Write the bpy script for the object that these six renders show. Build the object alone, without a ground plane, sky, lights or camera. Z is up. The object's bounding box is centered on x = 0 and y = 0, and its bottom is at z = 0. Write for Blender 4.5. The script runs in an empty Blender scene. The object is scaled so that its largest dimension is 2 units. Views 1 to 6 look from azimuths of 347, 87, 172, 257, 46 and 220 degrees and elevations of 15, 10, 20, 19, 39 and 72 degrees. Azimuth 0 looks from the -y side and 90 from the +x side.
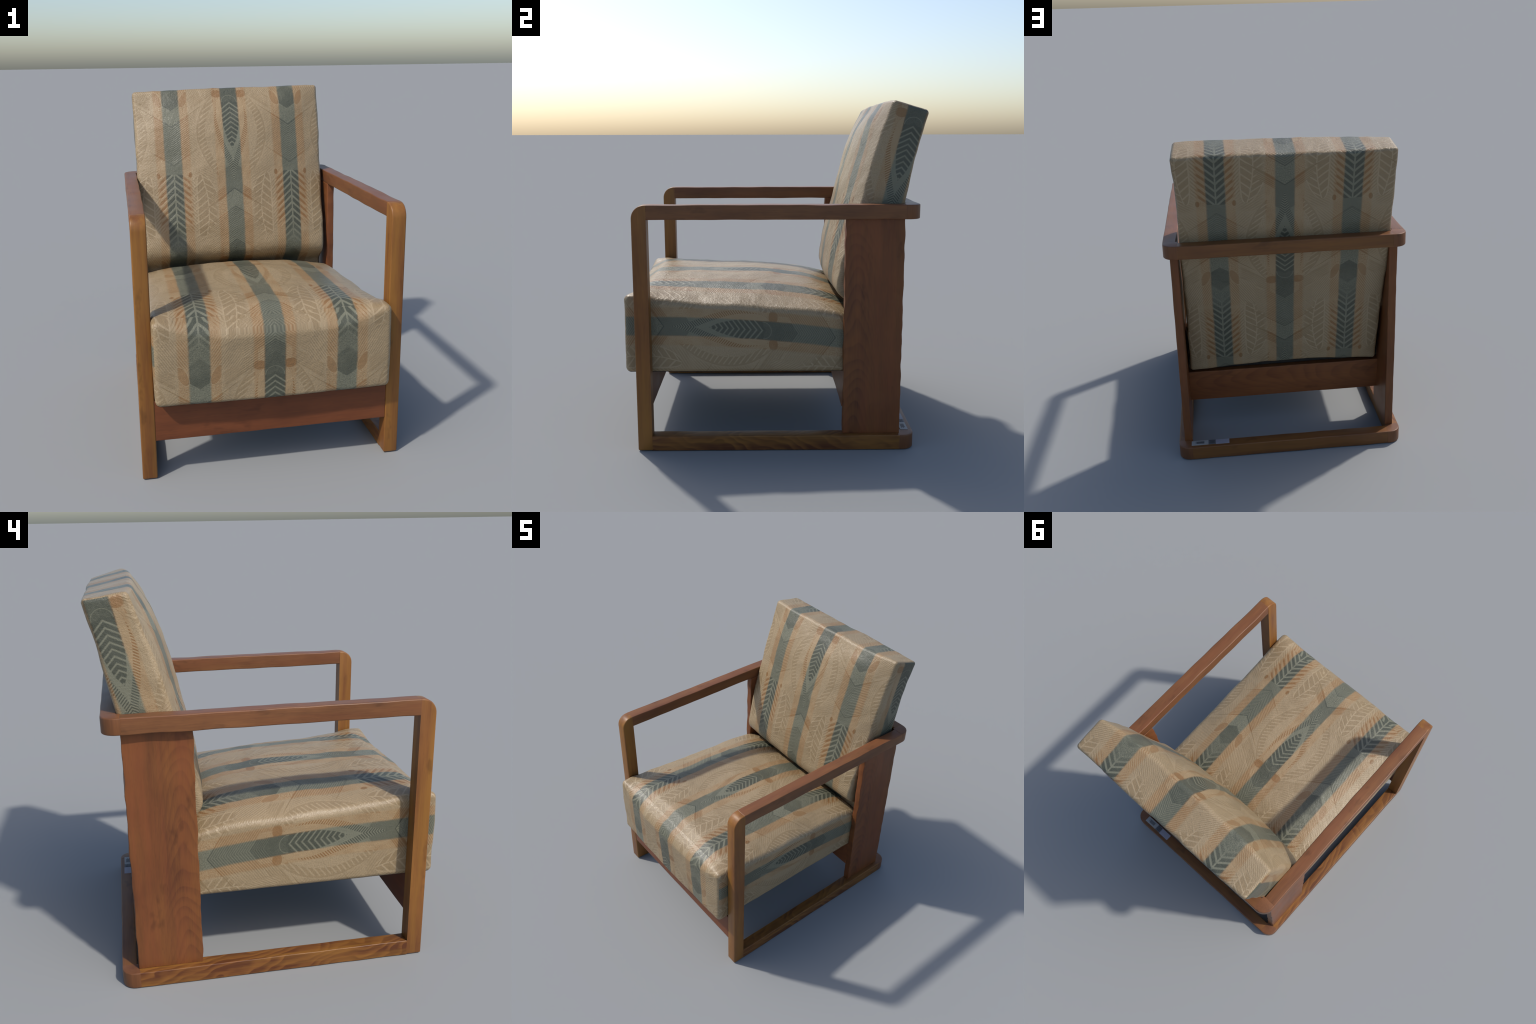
"""Low wooden lounge armchair: a bent-looking rectangular timber frame (posts, arms, floor
runners, wide back posts) holding a thick seat cushion and a reclined back cushion, both
upholstered in a striped leaf-pattern fabric."""
import bpy, bmesh, math
from mathutils import Vector, noise

TURN = math.radians(-2.8)          # the chair stands slightly turned

# ------------------------------------------------------------------ node expression helper
class X:
    """A scalar socket with arithmetic: every operation adds one Math node."""
    tree = None

    def __init__(self, s):
        self.s = s

    @staticmethod
    def op(name, *args, clamp=False):
        n = X.tree.nodes.new("ShaderNodeMath")
        n.operation = name
        n.use_clamp = clamp
        for i, a in enumerate(args):
            if isinstance(a, X):
                X.tree.links.new(a.s, n.inputs[i])
            else:
                n.inputs[i].default_value = float(a)
        return X(n.outputs[0])

    def __add__(self, o): return X.op("ADD", self, o)
    __radd__ = __add__
    def __sub__(self, o): return X.op("SUBTRACT", self, o)
    def __rsub__(self, o): return X.op("SUBTRACT", o, self)
    def __mul__(self, o): return X.op("MULTIPLY", self, o)
    __rmul__ = __mul__
    def __truediv__(self, o): return X.op("DIVIDE", self, o)
    def __neg__(self): return X.op("MULTIPLY", self, -1)


def vabs(x): return X.op("ABSOLUTE", x)
def vmin(a, b): return X.op("MINIMUM", a, b)
def vmax(a, b): return X.op("MAXIMUM", a, b)
def above(x, edge, soft=.003):
    return X.op("MULTIPLY_ADD", x - edge, 1.0 / soft, .5, clamp=True)
def below(x, edge, soft=.003):
    return X.op("MULTIPLY_ADD", x - edge, -1.0 / soft, .5, clamp=True)
def between(x, lo, hi, soft=.003): return above(x, lo, soft) * below(x, hi, soft)
def wrap(x, lo, hi): return X.op("WRAP", x, hi, lo)
def lines(s, period, duty, soft=.12):
    """1 on a fraction `duty` of each period of s, 0 elsewhere."""
    return below(vabs(X.op("FRACT", s * (1 / period)) - .5), duty * .5, soft)
def lerp(base, value, mask):
    return base + (value - base) * mask


def curve(x, pts, span):
    n = X.tree.nodes.new("ShaderNodeFloatCurve")
    c = n.mapping.curves[0]
    c.points[0].location = (pts[0][0] / span, pts[0][1])
    c.points[1].location = (pts[-1][0] / span, pts[-1][1])
    for t, v in pts[1:-1]:
        c.points.new(t / span, v)
    for p in c.points:
        p.handle_type = "AUTO_CLAMPED"
    n.mapping.update()
    X.tree.links.new((x / span).s, n.inputs["Value"])
    return X(n.outputs[0])


def tnoise(vec, scale, detail=2.0, rough=.5, dist=0.0):
    n = X.tree.nodes.new("ShaderNodeTexNoise")
    n.inputs["Scale"].default_value = scale
    n.inputs["Detail"].default_value = detail
    n.inputs["Roughness"].default_value = rough
    n.inputs["Distortion"].default_value = dist
    X.tree.links.new(vec, n.inputs["Vector"])
    return X(n.outputs["Fac"])


def combine(a, b, c):
    n = X.tree.nodes.new("ShaderNodeCombineXYZ")
    for i, v in enumerate((a, b, c)):
        if isinstance(v, X):
            X.tree.links.new(v.s, n.inputs[i])
        else:
            n.inputs[i].default_value = v
    return n.outputs[0]


def lin(rgb):
    return tuple((c / 255 / 12.92) if c <= 10 else ((c / 255 + .055) / 1.055) ** 2.4 for c in rgb) + (1.0,)


def mixc(fac, a, b):
    n = X.tree.nodes.new("ShaderNodeMix")
    n.data_type = "RGBA"
    X.tree.links.new(fac.s, n.inputs[0])
    for sock, v in ((n.inputs[6], a), (n.inputs[7], b)):
        if isinstance(v, tuple):
            sock.default_value = v
        else:
            X.tree.links.new(v, sock)
    return n.outputs[2]


# ------------------------------------------------------------------ fabric
T = 1.11            # length of one pattern repeat along the stripe
HALF = .39          # distance between neighbouring stripe centres

FABRIC = dict(cream=(lin((158, 139, 110)), lin((125, 105, 75))),
              tan=(lin((154, 132, 100)), lin((125, 90, 53))),
              green=(lin((118, 117, 99)), lin((66, 68, 57))))


def fabric_group():
    g = bpy.data.node_groups.new("leaf_stripe_fabric", "ShaderNodeTree")
    for nm in ("across", "along"):
        g.interface.new_socket(nm, in_out="INPUT", socket_type="NodeSocketFloat")
    g.interface.new_socket("Color", in_out="OUTPUT", socket_type="NodeSocketColor")
    g.interface.new_socket("Height", in_out="OUTPUT", socket_type="NodeSocketFloat")
    X.tree = g
    gi, go = g.nodes.new("NodeGroupInput"), g.nodes.new("NodeGroupOutput")
    u, t = X(gi.outputs[0]), X(gi.outputs[1])
    flat = combine(u, t, 0.0)
    wob = tnoise(flat, 6, 2) - .5
    u = u + wob * .008
    t = t + (tnoise(flat, 5, 2) - .5) * .012
    tm = wrap(t, 0.0, T)
    us = wrap(u, -HALF, HALF)
    a = vabs(us)                             # distance from the chevron stripe
    b = HALF - a                             # distance from the feather stripe
    weave = tnoise(combine(u * 240, t * 300, 0.0), 1.0, 2, .6)
    speck = above(tnoise(combine(u * 1.0, t * 1.0, 3.0), 150, 2, .6), .52, .25)
    blotch = tnoise(flat, 9, 3)

    w = .30 + (blotch - .5) * .5

    # --- cream field: net of long diagonals, big leaf, fringed arc round the eye
    tf = X.op("ADD", tm, below(tm, .62, 1e-4) * T)       # runs .62 .. 1.73
    m = a - .195
    s_dia = tm + a * .67
    s_dib = tm - b * .67
    w = w + (lines(s_dia, .0125, .5, .5) - .5) * .10 + (speck - .5) * .22
    wedge = above(a, .09)
    w = lerp(w, .42 + lines(s_dia, .014, .45, .3) * .25, between(s_dia, .70, .778) * wedge * below(a, .30, .08))
    w = lerp(w, .75, below(vabs(s_dia - .778), .003, .003) * wedge * below(a, .33, .05))
    w = lerp(w, .72, below(vabs(s_dib - .523), .003, .003) * above(b, .05) * below(b, .24, .05))
    w = lerp(w, .7, below(vabs(tm - .64 + (a - .1) * .62), .0035, .003) * between(a, .1, .3, .02))
    hp = tm - a * .6
    w = lerp(w, .34 + lines(hp, .0165, .45, .35) * .34, between(tm, .0, .15, .03) * between(a, .13, .26, .05))
    # leaf
    mv = m + .018 - (tf - .98) * (tf - .98) * .7
    hw = X.op("SQRT", vmax(1 - (tf - .98) * (tf - .98) / (.235 * .235), 0.0)) * .072
    inleaf = below(vabs(mv) - hw, 0.0, .003) * between(tf, .75, 1.21)
    seg = lines(tf + vabs(mv) * .75 + above(mv, 0, .001) * .021, .047, .22)
    leafw = lerp(.72, .05, vmax(seg, below(vabs(mv), .0035)))
    w = lerp(w, leafw, inleaf)
    w = lerp(w, .06, below(vabs(vabs(mv) - hw), .0035, .003) * between(tf, .75, 1.21))
    # second smaller feathery leaf hugging the feather stripe
    lw = lines(tf + b * 1.1, .024, .42)
    w = lerp(w, .2 + lw * .5, between(b, .075, .135, .01) * between(tf, .84, 1.17, .04))
    # tone-on-tone fronds between the big motifs
    w = lerp(w, .12 + lines(tf + m * 1.5, .021, .5, .3) * .55, between(tf, .63, .80, .03) * between(b, .06, .22, .03) * above(a, .12, .02))
    # fringed arc
    arc = curve(tm, [(.04, .0), (.09, .10), (.15, .152), (.25, .205), (.36, .228), (.48, .208), (.56, .165), (.63, .10), (.66, 0)], T)
    inarc = above(arc, .1)
    w = lerp(w, .10 + speck * .4, below(a - arc, -.055, .006) * above(a, .108) * between(tm, .12, .58, .02))
    w = lerp(w, .22 + lines(tm - a * .9, .0185, .5, .4) * .38, above(a - arc, .012, .01) * between(tm, .17, .50, .05) * below(a, .30, .03) * above(a, .12))
    fr = lines(tm - us * .7, .030, .3)
    w = lerp(w, lerp(.68, .1, fr), between(a - arc, -.055, -.008) * above(a, .105) * inarc * between(tm, .09, .6))
    w = lerp(w, .66, below(vabs(a - arc + .003), .0055, .003) * above(a, .1) * inarc)

    # --- chevron stripe
    aband = below(a, .115, .004)
    core = below(a, .056)
    w = lerp(w, .06 + speck * .55, below(a, .125, .02) * between(tm + a * .67, .993, 1.11))
    hb = lines(s_dia, .0135, .5, .45)
    w = lerp(w, .28 + hb * .5, between(s_dia, .778, .993) * below(a, .125, .01))
    w = lerp(w, .35 + hb * .25, between(s_dia, .80, .97) * between(a, .12, .18, .03))
    tick = wrap(t + a * .67, -T / 2, T / 2)
    w = lerp(w, .62, between(tick, .0, .17) * core)
    w = lerp(w, .45 + lines(tick, .013, .5, .3) * .4, between(tick, -.012, .06) * between(a, .056, .16, .02))
    a_o = curve(tm, [(.0, -.02), (.045, .0), (.17, .036), (.27, .077), (.36, .101), (.43, .109), (.5, .103), (.56, .09), (.62, .06), (.66, -.02)], T)
    a_i = curve(tm, [(.0, -.03), (.165, -.004), (.27, .037), (.35, .066), (.43, .088), (.5, .094), (.57, .088), (.62, .05), (.66, -.03)], T)
    a_c = curve(tm, [(.0, -.03), (.262, .0), (.31, .024), (.37, .042), (.45, .057), (.60, .066), (.9, .066), (1.0, -.03)], T)
    eye = below(a - a_o, 0.0)
    inner = below(a - a_i, 0.0)
    intime = between(tm, .045, .60)
    w = lerp(w, .12 + lines(tm + a * .8, .0155, .5, .25) * .88, eye * intime)
    w = lerp(w, .18 + (weave - .5) * .25, inner * intime)
    s_ch = tm + a * .75
    chev = lerp(1.0, .12, lines(s_ch, .0325, .29, .2) * below(s_ch, .592))
    w = lerp(w, chev, below(a - a_c, 0.0) * core * between(tm, .262, .70))
    w = lerp(w, .88 + (speck - .5) * .12, core * above(tm, .575) * below(s_dia, .778) * above(s_ch, .592))
    w = lerp(w, .66 + lines(s_dia, .012, .5, .4) * .3, core * between(s_dia, .70, .778))
    ring = X.op("SQRT", a * a + (tm - .572) * (tm - .572))
    w = lerp(w, .4, below(vabs(ring - .05), .0022, .002) * above(tm, .572))
    bx, by = (a - .08) / .037, (tm - .632) / .026
    w = lerp(w, .86, below(bx * bx + by * by, 1.0, .12) * above(a, .055))
    w = lerp(w, 1.0, below(vabs(tick), .0035, .003) * below(a, .2, .05))
    w = lerp(w, .9, below(vabs(s_dia - .993), .003, .003) * below(a, .2, .05))

    # --- feather stripe
    bcore = below(b, .056)
    w = lerp(w, .06 + speck * .55, below(b, .125, .02) * between(s_dib, .417, .523))
    w = lerp(w, .28 + lines(s_dib, .0135, .5, .45) * .5, between(s_dib, .16, .417) * below(b, .118, .006))
    w = lerp(w, .9, below(vabs(s_dib - .16), .003, .003) * below(b, .16, .04))
    w = lerp(w, .9, below(vabs(s_dib - .417), .003, .003) * below(b, .2, .05))
    w = lerp(w, .5, bcore * between(tm, .09, 2) * below(s_dib, .158))
    w = lerp(w, .84 + (blotch - .5) * .5 - speck * .18 * above(tm, .60, .05), bcore * above(s_dib, .523) * below(tm + b * .8, .70, .02))
    w = lerp(w, .25 + speck * .5, bcore * above(tm + b * .8, .70, .03) * below(tf, .86, .08) * above(tf, .66))
    s_f = tf + b * .9
    quill = lerp(.97, .12, vmax(lines(s_f, .0445, .36), below(b, .0045)))
    w = lerp(w, quill, bcore * above(s_f, .81, .14) * below(tf, 1.215))
    w = lerp(w, lerp(.3, .95, lines(s_f + .02, .0445, .45)), between(b, .056, .10, .012) * between(tf, .88, 1.2, .03))
    px, py = (b - .088 - (tm - .60) * .35) / .026, (tm - .60) / .052
    pod = px * px + py * py
    w = lerp(w, .66, below(pod, 1.0, .1) * below(b, .112, .006))
    w = lerp(w, .12, below(vabs(pod - 1.12), .12, .08) * below(b, .118, .006))
    dx, dy = (b - .105) / .012, (tm - .10) / .018
    w = lerp(w, 1.0, below(dx * dx + dy * dy, 1.0, .2))

    worn = above(tnoise(combine(u * 1.0, t * 1.0, 7.0), 16, 4, .65), .5, .35)
    w = lerp(w, .42, worn * .22)
    w = X.op("MULTIPLY", w + (weave - .5) * .5 + wob * .1, 1.0, clamp=True)
    # --- dyed stripes: same weave, three yarn colours
    cream = mixc(w, *FABRIC["cream"])
    tan = mixc(X.op("MULTIPLY_ADD", w - .45, 1.25, .45 + .0, clamp=True) * .9 + (blotch - .45) * .35, *FABRIC["tan"])
    green = mixc(w, *FABRIC["green"])
    near = vmin(a, b) + (weave - .5) * .011 + (speck - .5) * .004
    col = mixc(below(near, .111, .012), cream, tan)
    col = mixc(below(near, .055, .011), col, green)
    g.links.new(col, go.inputs[0])
    ribs = tnoise(combine(u * 90, t * 240, 0.0), 1.0, 2)
    raised = vmax(lines(s_dia, .0135, .5, .45) * between(s_dia, .70, .993, .02) * below(a, .17, .02),
                  lines(s_dib, .0135, .5, .45) * between(s_dib, .16, .417, .02) * below(b, .12, .02))
    raised = vmax(raised, lines(s_f, .0445, .36) * below(b, .10, .02) * above(tf, .84, .04) * below(tf, 1.21, .02))
    raised = vmax(raised, seg * below(vabs(m), .075, .01) * between(tf, .76, 1.2, .02))
    g.links.new((weave * .55 + ribs * .4 + raised * .24 + tnoise(flat, 42, 3, .6) * 1.1).s, go.inputs[1])
    return g


def fabric_material(name, mapping, group):
    mat = bpy.data.materials.new(name)
    mat.use_nodes = True
    nt = X.tree = mat.node_tree
    bsdf = nt.nodes["Principled BSDF"]
    tc = nt.nodes.new("ShaderNodeTexCoord")
    sp = nt.nodes.new("ShaderNodeSeparateXYZ")
    nt.links.new(tc.outputs["Object"], sp.inputs[0])
    x, y, z = (X(o) for o in sp.outputs)
    u, t = mapping(x, y, z)
    gr = nt.nodes.new("ShaderNodeGroup")
    gr.node_tree = group
    nt.links.new(u.s, gr.inputs[0])
    nt.links.new(t.s, gr.inputs[1])
    nt.links.new(gr.outputs[0], bsdf.inputs["Base Color"])
    bump = nt.nodes.new("ShaderNodeBump")
    bump.inputs["Strength"].default_value = .7
    bump.inputs["Distance"].default_value = .0035
    nt.links.new(gr.outputs[1], bump.inputs["Height"])
    nt.links.new(bump.outputs[0], bsdf.inputs["Normal"])
    bsdf.inputs["Roughness"].default_value = .37
    bsdf.inputs["Specular IOR Level"].default_value = .45
    return mat


# ------------------------------------------------------------------ timber
def wood_material(name, axis, light, dark, figure=.5, arches=None, rings=0.0, rough=.42, streak=None, streaks=.5):
    """Varnished timber with grain along `axis`; arches = (cross coordinate, centre, spacing) of a flat-sawn figure."""
    mat = bpy.data.materials.new(name)
    mat.use_nodes = True
    nt = X.tree = mat.node_tree
    bsdf = nt.nodes["Principled BSDF"]
    tc = nt.nodes.new("ShaderNodeTexCoord")
    sp = nt.nodes.new("ShaderNodeSeparateXYZ")
    nt.links.new(tc.outputs["Object"], sp.inputs[0])
    c = [X(o) for o in sp.outputs]
    L = c[axis]
    P, Q = [c[i] for i in range(3) if i != axis]
    soft = tnoise(combine(L * 1.6, P * 14, Q * 14), 1.0, 4, .55)
    patch = tnoise(combine(L * 2.2, P * 4, Q * 4), 1.3, 3, .6)
    fibre = tnoise(combine(L * 9, P * 170, Q * 170), 1.0, 3, .6)
    f = soft * .55 + patch * .45
    f = X.op("MULTIPLY_ADD", f - .5, 2.6 * figure, .5)
    f = f + (fibre - .5) * .55
    if arches:
        ci, centre, step = arches
        d = c[ci] - centre
        warp = tnoise(combine(L * 2.2, c[ci] * 5, 0.0), 1.0, 1)
        g = L * 1.0 + d * d * 19 + (warp - .5) * .42
        ring = X.op("FRACT", g / step)                   # slow rise, quick fall: earlywood to latewood
        line = above(ring, .62, .55) * below(ring, .95, .10)
        f = f - line * below(vabs(d), .08, .12) * .27
        band = below(vabs(d), .07, .05)
        f = f + band * .10
    if rings:
        warp = tnoise(combine(L * 4, P * 6, Q * 6), 1.0, 2, .4)
        patchy = above(tnoise(combine(L * 2.5, P * 3, 1.0), 1.0, 1), .45, .3)
        g = L * 1.0 + (P + Q) * 2.6 + (warp - .5) * .8
        ring = X.op("FRACT", g / .13)
        f = f - above(ring, .45, .6) * below(ring, .95, .12) * patchy * rings
    pores = above(tnoise(combine(L * 30, P * 260, Q * 260), 1.0, 1), .68, .06)
    f = X.op("MULTIPLY", f - pores * .12, 1.0, clamp=True)
    col = mixc(f, dark, light)
    if streak:                             # honey-coloured or redder streaks along the grain
        s_f = above(tnoise(combine(L * 1.1 + 5, P * 16, Q * 16), 1.0, 3, .6), .53, .22)
        col = mixc(s_f * streaks, col, streak)
    stain = above(tnoise(combine(L * 5, P * 11, Q * 11), 1.0, 3, .65), .66, .10)
    n = mixc(stain * .35, col, tuple(v * .45 for v in dark[:3]) + (1.0,))
    nt.links.new(n, bsdf.inputs["Base Color"])
    bump = nt.nodes.new("ShaderNodeBump")
    bump.inputs["Strength"].default_value = .12
    bump.inputs["Distance"].default_value = .002
    nt.links.new((fibre + f * .5).s, bump.inputs["Height"])
    nt.links.new(bump.outputs[0], bsdf.inputs["Normal"])
    rr = X.op("MULTIPLY_ADD", patch - .5, .25, rough)
    nt.links.new(rr.s, bsdf.inputs["Roughness"])
    bsdf.inputs["Specular IOR Level"].default_value = .32
    return mat


def plain_material(name, rgb, rough=.6):
    mat = bpy.data.materials.new(name)
    mat.use_nodes = True
    nt = X.tree = mat.node_tree
    bsdf = nt.nodes["Principled BSDF"]
    tc = nt.nodes.new("ShaderNodeTexCoord")
    f = tnoise(tc.outputs["Object"], 60, 3)
    base = lin(rgb)
    nt.links.new(mixc(f, tuple(v * .82 for v in base[:3]) + (1,), base), bsdf.inputs["Base Color"])
    bsdf.inputs["Roughness"].default_value = rough
    return mat


# ------------------------------------------------------------------ geometry
def make_object(name, verts, faces, mats, parent, slots=None, sharp=None):
    me = bpy.data.meshes.new(name)
    me.from_pydata(verts, [], faces)
    for m in mats:
        me.materials.append(m)
    if slots:
        me.polygons.foreach_set("material_index", slots)
    me.polygons.foreach_set("use_smooth", [True] * len(me.polygons))
    if sharp:
        me.set_sharp_from_angle(angle=math.radians(sharp))
    me.update()
    ob = bpy.data.objects.new(name, me)
    bpy.context.scene.collection.objects.link(ob)
    ob.parent = parent
    return ob


def axis_samples(lo, hi, r, step):
    near = [0.0, .332 * r, .586 * r, .801 * r, r]
    a = [lo + v for v in near]
    b = [hi - v for v in reversed(near)]
    n = max(1, round((hi - lo - 2 * r) / step))
    mid = [lo + r + (hi - lo - 2 * r) * i / n for i in range(1, n)]
    return a + mid + b


def rounded_box(lo, hi, r, step):
    """Surface grid of a box with rounded edges; returns vertices, quads and the side (0..5) of each quad."""
    ax = [axis_samples(lo[i], hi[i], r, step[i]) for i in range(3)]
    index, verts, faces, side = {}, [], [], []

    def vert(i, j, k):
        key = (i, j, k)
        if key not in index:
            p = (ax[0][i], ax[1][j], ax[2][k])
            q = [min(max(p[n], lo[n] + r), hi[n] - r) for n in range(3)]
            d = Vector(p) - Vector(q)
            index[key] = len(verts)
            verts.append(Vector(q) + (d.normalized() * r if d.length > 1e-9 else d))
        return index[key]

    n = [len(a) - 1 for a in ax]
    for axis in range(3):
        o1, o2 = (axis + 1) % 3, (axis + 2) % 3
        for end in (0, 1):
            for i in range(n[o1]):
                for j in range(n[o2]):
                    quad = []
                    for di, dj in ((0, 0), (1, 0), (1, 1), (0, 1)):
                        k = [0, 0, 0]
                        k[axis] = n[axis] * end
                        k[o1], k[o2] = i + di, j + dj
                        quad.append(vert(*k))
                    faces.append(quad if end else quad[::-1])
                    side.append(axis * 2 + end)
    return verts, faces, side


def timber(name, lo, hi, mat, parent, r=.006, step=.03, wave=.0012, seed=0.0, edge_wave=None):
    verts, faces, _ = rounded_box(lo, hi, r, (step,) * 3)
    mid = (Vector(lo) + Vector(hi)) / 2
    out = []
    for v in verts:
        n = noise.noise_vector(v * 7 + Vector((seed, seed * 2.3, 1.7))) * wave
        p = v + n
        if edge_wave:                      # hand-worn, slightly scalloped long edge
            axis, amount = edge_wave
            s = 1 if v[axis] > mid[axis] else -1
            k = abs(v[axis] - mid[axis]) / (hi[axis] - mid[axis])
            p[axis] += s * amount * max(0, k - .8) * 5 * (noise.noise((seed + s * 3.1, v.z * 13, v.x * 25)) - .15)
        out.append(p)
    return make_object(name, out, faces, [mat], parent, sharp=50)


def profile_block(name, outline, axis, lo, hi, mat, parent, r=.005, seams=()):
    """Extrude a closed 2-D outline along `axis` from lo to hi and round its edges."""
    bm = bmesh.new()
    o = [i for i in range(3) if i != axis]
    vs = []
    for p in outline:
        co = [0, 0, 0]
        co[o[0]], co[o[1]], co[axis] = p[0], p[1], lo
        vs.append(bm.verts.new(co))
    f = bm.faces.new(vs)
    ext = bmesh.ops.extrude_face_region(bm, geom=[f])
    vec = [0, 0, 0]
    vec[axis] = hi - lo
    bmesh.ops.translate(bm, vec=vec, verts=[e for e in ext["geom"] if isinstance(e, bmesh.types.BMVert)])
    bmesh.ops.recalc_face_normals(bm, faces=bm.faces)
    sharp = [e for e in bm.edges if e.calc_face_angle(0) > math.radians(40)
             and not any(all(abs(v.co[i] - at) < 1e-4 for v in e.verts) for i, at in seams)]
    bmesh.ops.bevel(bm, geom=sharp, offset=r, segments=3, profile=.5, affect="EDGES")
    me = bpy.data.meshes.new(name)
    bm.to_mesh(me)
    bm.free()
    me.materials.append(mat)
    me.polygons.foreach_set("use_smooth", [True] * len(me.polygons))
    me.set_sharp_from_angle(angle=math.radians(35))
    ob = bpy.data.objects.new(name, me)
    bpy.context.scene.collection.objects.link(ob)
    ob.parent = parent
    return ob


def arc_points(cx, cy, r, a0, a1, n=10):
    return [(cx + r * math.cos(math.radians(a0 + (a1 - a0) * i / n)), cy + r * math.sin(math.radians(a0 + (a1 - a0) * i / n))) for i in range(n + 1)]


def table(x, pts):
    """Smooth interpolation through (position, value) pairs."""
    if x <= pts[0][0]:
        return pts[0][1]
    for (x0, v0), (x1, v1) in zip(pts, pts[1:]):
        if x <= x1:
            k = (x - x0) / (x1 - x0)
            return v0 + (v1 - v0) * k
    return pts[-1][1]


def soft_table(x, pts, w):
    return sum(table(x + w * k, pts) for k in (-1, -.5, 0, .5, 1)) / 5


def toe_in(ob):
    """The left side frame leans inwards a little towards the front."""
    for v in ob.data.vertices:
        v.co.x += .011 * (.80 - v.co.y) / 1.58 * min(1, max(0, v.co.z / .7))
    return ob


# ------------------------------------------------------------------ the chair
chair = bpy.data.objects.new("armchair", None)
bpy.context.scene.collection.objects.link(chair)
chair.rotation_euler = (0, 0, TURN)
chair["label"] = "low wooden lounge armchair with striped leaf-pattern cushions"
chair["category"] = "armchair"

WARM, DEEP = lin((136, 84, 44)), lin((92, 50, 32))
GOLD, BROWN = lin((138, 90, 43)), lin((96, 57, 31))
RED, DARKRED = lin((122, 69, 39)), lin((84, 46, 28))

wood_post = wood_material("varnished_wood_upright", 2, GOLD, BROWN, .65, streak=lin((148, 104, 44)), streaks=.5)
wood_arm = wood_material("varnished_wood_arm", 1, lin((132, 87, 52)), lin((84, 53, 35)), .8, streak=lin((112, 64, 40)), streaks=.4)
wood_runner = wood_material("varnished_wood_runner", 1, GOLD, lin((88, 50, 28)), .45, rings=.75, streak=lin((142, 100, 44)), streaks=.5)
wood_rail = wood_material("varnished_wood_rail", 0, lin((124, 80, 43)), lin((82, 50, 31)), .7, streak=lin((132, 90, 42)), streaks=.4)
wood_apron = wood_material("varnished_wood_apron", 0, RED, DARKRED, .6)
wood_backrail = wood_material("varnished_wood_back_rail", 0, WARM, DEEP, .5, arches=(2, .38, .11))
wood_panel = wood_material("varnished_wood_panel", 2, lin((126, 78, 40)), lin((82, 47, 30)), .75, arches=(1, .475, .085), streak=lin((122, 68, 40)), streaks=.5)
wood_corner = wood_material("varnished_wood_end_grain", 2, lin((126, 81, 48)), lin((82, 51, 33)), .8)

XO, XI = .715, .636              # outer and inner faces of the side frames
YF, YP = -.782, -.699            # front face and back face of the front posts
YR, YRI = .826, .751             # rear rails, outer and inner
TOP, ARM = 1.431, 1.350          # arm, upper and lower face
RUN = .087                       # height of the floor runners

for s in (-1, 1):
    lo, hi = (XI, XO) if s > 0 else (-XO, -XI)
    r = .074
    outline = [(YF, .002), (YP, .002), (YP, TOP)] + arc_points(YF + r, TOP - r, r, 90, 180)
    frame = [profile_block("front_post", outline, 0, lo, hi, wood_post, chair, r=.007, seams=((1, YP),)),
             timber("arm", (lo, YP - .006, ARM), (hi, .741, TOP), wood_arm, chair, r=.006, wave=.003, seed=s + 4),
             timber("floor_runner", (lo, YP - .005, .0), (hi, .740, RUN), wood_runner, chair, r=.005, wave=.002, seed=s + 9)]
    if s < 0:
        for part in frame:
            toe_in(part)
    for name, z0, z1, mat in (("arm_corner", ARM, TOP, wood_corner), ("floor_corner", .0, RUN, wood_corner)):
        r = .07
        c = arc_points(XO - r, YR - r, r, 0, 90)
        outline = [(.628, .735), (XO, .735)] + c + [(.628, YR)]
        profile_block(name, [(s * p, q) for p, q in outline], 2, z0, z1, mat, chair, r=.006, seams=((0, s * .628), (1, .735)))
    lo, hi = (.634, .681) if s > 0 else (-.676, -.626)
    timber("side_panel", (lo, .407, RUN - .002), (hi, .742, ARM + .002), wood_panel, chair, r=.005, step=.018, wave=.002,
           seed=s * 2 + 20, edge_wave=(1, .006))

timber("rear_arm_rail", (-.634, YRI, ARM), (.634, YR, TOP), wood_rail, chair, r=.006, wave=.002, seed=31)
timber("rear_floor_rail", (-.634, YRI, .0), (.634, YR, RUN), wood_rail, chair, r=.006, wave=.002, seed=33)
timber("front_apron", (-XI, -.779, .221), (XI, -.713, .452), wood_apron, chair, r=.004, wave=.0015, seed=41)
rail = timber("lower_back_rail", (-.639, -.086, 0), (.639, 0, .216), wood_backrail, chair, r=.004, wave=.002, seed=43)
for v in rail.data.vertices:                  # the board leans with the backrest
    y, z = v.co.y, v.co.z
    v.co.y, v.co.z = .490 + y * .998 + z * .055, .230 - y * .055 + z * .998

# ------------------------------------------------------------------ cushions
cloth = fabric_group()


def along_seat(x, y, z):
    """Distance along the cloth: up the front face, over the front fold (lowest mid-width), then back along the top."""
    k = vabs(x) * (1 / .63)
    fold = k * k * k * .10 + .822
    ramp = X.op("MULTIPLY_ADD", y + .70, -1 / .16, 0.0, clamp=True)
    ramp = ramp * (.6 + ramp * .4)
    top = vmax(y, -.86) + 1.704 + ramp * (fold - .857)
    front = z - .013 + vmax(y + .79, 0.0) * 20
    return x + .008, vmin(top, front)


def along_seat_side(x, y, z):
    return z - .693 + y * .09 + y * y * .06, y + 1.74


def back_frame(y, z):
    h = (z - 1.947) * .979 + (y - .858) * .206
    d = (y - .858) * .979 - (z - 1.947) * .206
    return d, h


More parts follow.
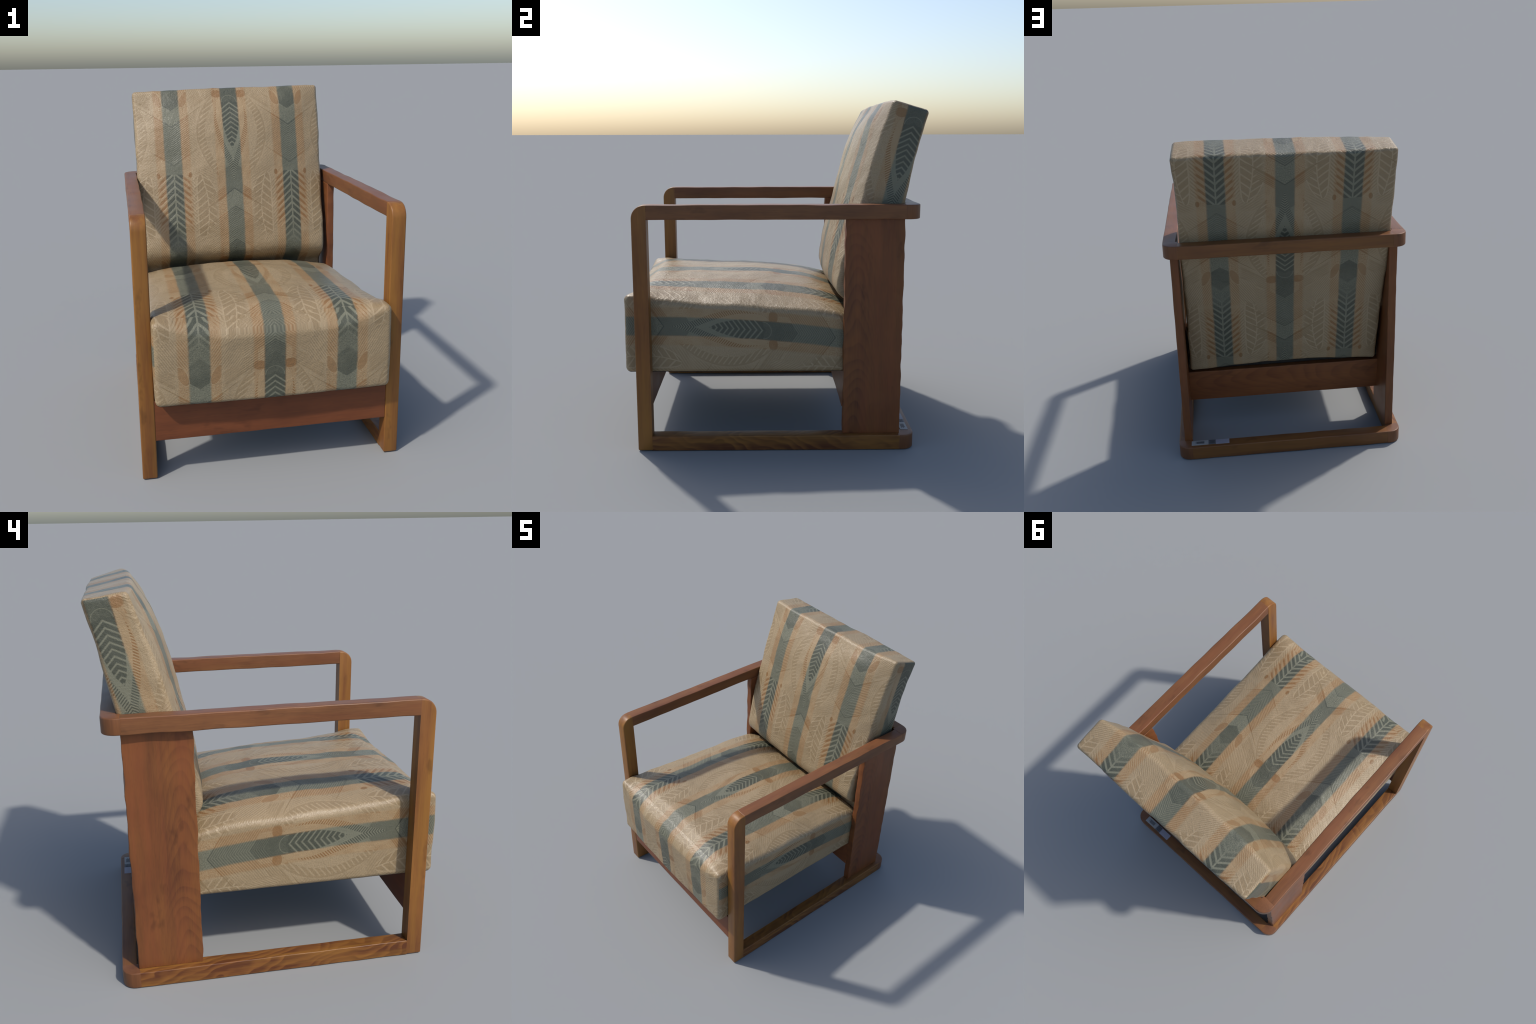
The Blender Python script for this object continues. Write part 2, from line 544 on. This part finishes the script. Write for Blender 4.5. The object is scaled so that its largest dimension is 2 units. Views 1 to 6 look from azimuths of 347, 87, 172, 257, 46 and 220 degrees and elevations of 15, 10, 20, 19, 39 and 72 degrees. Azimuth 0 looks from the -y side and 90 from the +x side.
def back_front(x, y, z):
    d, h = back_frame(y, z)
    return x + .004, h + .677


def back_top(x, y, z):
    d, h = back_frame(y, z)
    return x + .003, (d + .2) * 1.2 + .677


def back_rear(x, y, z):
    d, h = back_frame(y, z)
    return x - .004, .92 - h


def back_side(x, y, z):
    d, h = back_frame(y, z)
    return d + .057 - h * .035, h + .678


cloth_seat = fabric_material("striped_cloth_seat", along_seat, cloth)
cloth_seat_side = fabric_material("striped_cloth_seat_side", along_seat_side, cloth)
cloth_front = fabric_material("striped_cloth_back_front", back_front, cloth)
cloth_top = fabric_material("striped_cloth_back_top", back_top, cloth)
cloth_rear = fabric_material("striped_cloth_back_rear", back_rear, cloth)
cloth_side = fabric_material("striped_cloth_back_side", back_side, cloth)

gap_shade_paint = plain_material("painted_gap_shadow", (34, 31, 29), .9)

EDGE = [(-.88, .930), (-.80, .922), (-.69, .900), (-.4, .866), (0, .840), (.27, .824), (.40, .806), (.48, .77)]
CROWN = [(-.88, -.120), (-.858, -.105), (-.80, -.030), (-.74, .025), (-.68, .043), (-.60, .054), (-.45, .072), (-.12, .090), (0, .090), (.2, .076), (.38, .042), (.48, .02)]


def seat_top(x, y):
    k = min(1, abs(x) / .63)
    droop = .015 * max(0, x / .63) * min(1, max(0, (y + .80) / .15))     # right side sits a little lower
    corner = .016 * max(0, (k - .8) / .2) ** 2 * max(0, min(1, (-.70 - y) / .15))
    return soft_table(y, EDGE, .04) - droop - corner + soft_table(y, CROWN, .014) * (1 - k ** 3.2)


def seat_cushion():
    zb, height = .443, .424
    verts, faces, side = rounded_box((-.630, -.857, zb), (.631, .475, zb + height), .030, (.02, .016, .03))
    out = []
    for v in verts:
        f = (v.z - zb) / height
        z = zb + f * (seat_top(v.x, v.y) - zb)
        y = v.y
        if v.y < -.8:                                   # front leans very slightly outwards at the foot
            y -= (.008 + .020 * f) * (1 - (v.x / .63) ** 2) - .003 * f
        n = noise.noise_vector(v * 5) * .005 + noise.noise_vector(v * 15) * .003
        x = v.x * (1 + .004 * math.sin(math.pi * f))
        if v.x < 0:
            x -= .012 * f * min(1, max(0, (v.y + .66) / .08))
        if abs(v.x) > .6:
            n.x *= .5
        if v.z < zb + .03:
            n.z = 0
        out.append(Vector((x, y, z)) + n)
    kinds = {0: 1, 1: 1, 2: 0, 3: 2, 4: 2, 5: 0}          # rear and underside coloured near-black to paint the shadow under the backrest
    slots = [kinds[s] for s in side]
    return make_object("seat_cushion", out, faces, [cloth_seat, cloth_seat_side, gap_shade_paint], chair, slots)


THICK = [(-1.48, .10), (-1.30, .105), (-1.17, .135), (-1.14, .230), (-1.105, .263), (-1.06, .273), (-.91, .272), (-.55, .243), (-.278, .227), (-.012, .200), (0, .199)]
BELLY = [(-1.48, 0), (-1.17, .02), (-1.10, .04), (-.9, .055), (-.55, .078), (-.28, .085), (-.1, .062), (0, .022)]


def back_cushion():
    H, r = 1.48, .021
    verts, faces, side = rounded_box((-.633, -.2, -H), (.619, 0, 0), r, (.02, .03, .0125))
    out = []
    for v in verts:
        f = -v.y / .2                                    # 0 rear .. 1 front
        k = min(1, abs(v.x + .009) / .627)
        depth = soft_table(v.z, THICK, .025) + soft_table(v.z, BELLY, .06) * (1 - k ** 2.2)
        d = -f * depth + (1 - f) * .010 * (1 - k * k) * math.sin(min(1, -v.z / H) * math.pi)
        h = v.z
        top = max(0, 1 + v.z / .25)
        h += top * .016 * v.x / .6 * f
        d += (1 - f) * (.011 * max(0, 1 + v.z / .2) - .010 * min(1, max(0, (-v.z - .5) / .6)))
        if v.z < -H + .2:                                # lower rear edge lifts in the middle
            h += (.032 * (1 - k * k) - .028) * (1 - (v.z + H) / .2)
        d -= f * .020 * math.exp(-((v.x - .40) / .16) ** 2 - ((v.z + .12) / .11) ** 2)
        low = min(1, max(0, (-v.z - .75) / .6))          # the cushion narrows towards the foot
        x = v.x + (.032 * low * (-v.x / .63) if v.x < 0 else -.018 * f * min(1, max(0, -v.z - .2)) * v.x / .63)
        x += .012 * max(0, 1 + v.z / .3) * (1 - f) * max(0, v.x) / .62
        n = noise.noise_vector(v * 5 + Vector((7, 3, 1))) * .006 + noise.noise_vector(v * 14) * .003
        y = .858 + d * .979 + h * .206 + n.y
        z = 1.947 - d * .206 + h * .979 + n.z
        out.append(Vector((x + n.x, y, z)))
    kinds = {0: 3, 1: 3, 2: 0, 3: 2, 4: 4, 5: 1}
    slots = [kinds[s] for s in side]
    return make_object("back_cushion", out, faces, [cloth_front, cloth_top, cloth_rear, cloth_side, gap_shade_paint], chair, slots)


seat_cushion()
back_cushion()

# ------------------------------------------------------------------ paper stickers on the rear floor rail
paper = plain_material("white_paper", (150, 150, 147))
grey_paper = plain_material("grey_paper", (92, 92, 95))
lilac_paper = plain_material("pale_lilac_paper", (146, 144, 154))
ink = plain_material("dark_ink", (62, 62, 64))


def slab(name, x0, x1, y0, y1, z0, z1, mat, parent):
    verts, faces, _ = rounded_box((x0, y0, z0), (x1, y1, z1), .0004, (1, 1, 1))
    return make_object(name, verts, faces, [mat], parent, sharp=40)


white = slab("paper_sticker", .530, .636, .756, .802, RUN - .001, RUN + .0025, paper, chair)
grey = slab("paper_sticker", .484, .5295, .756, .802, RUN - .001, RUN + .0025, grey_paper, chair)
lilac = slab("paper_sticker", .397, .4835, .758, .804, RUN - .001, RUN + .0025, lilac_paper, chair)
for i in range(4):
    slab("printed_line", .556, .612 - .008 * (i % 2), .768 + .006 * i, .7715 + .006 * i, RUN + .002, RUN + .0035, ink, white)
for i in range(4):
    slab("printed_line", .490, .524 - .006 * (i % 2), .763 + .009 * i, .7675 + .009 * i, RUN + .002, RUN + .0035, ink, grey)
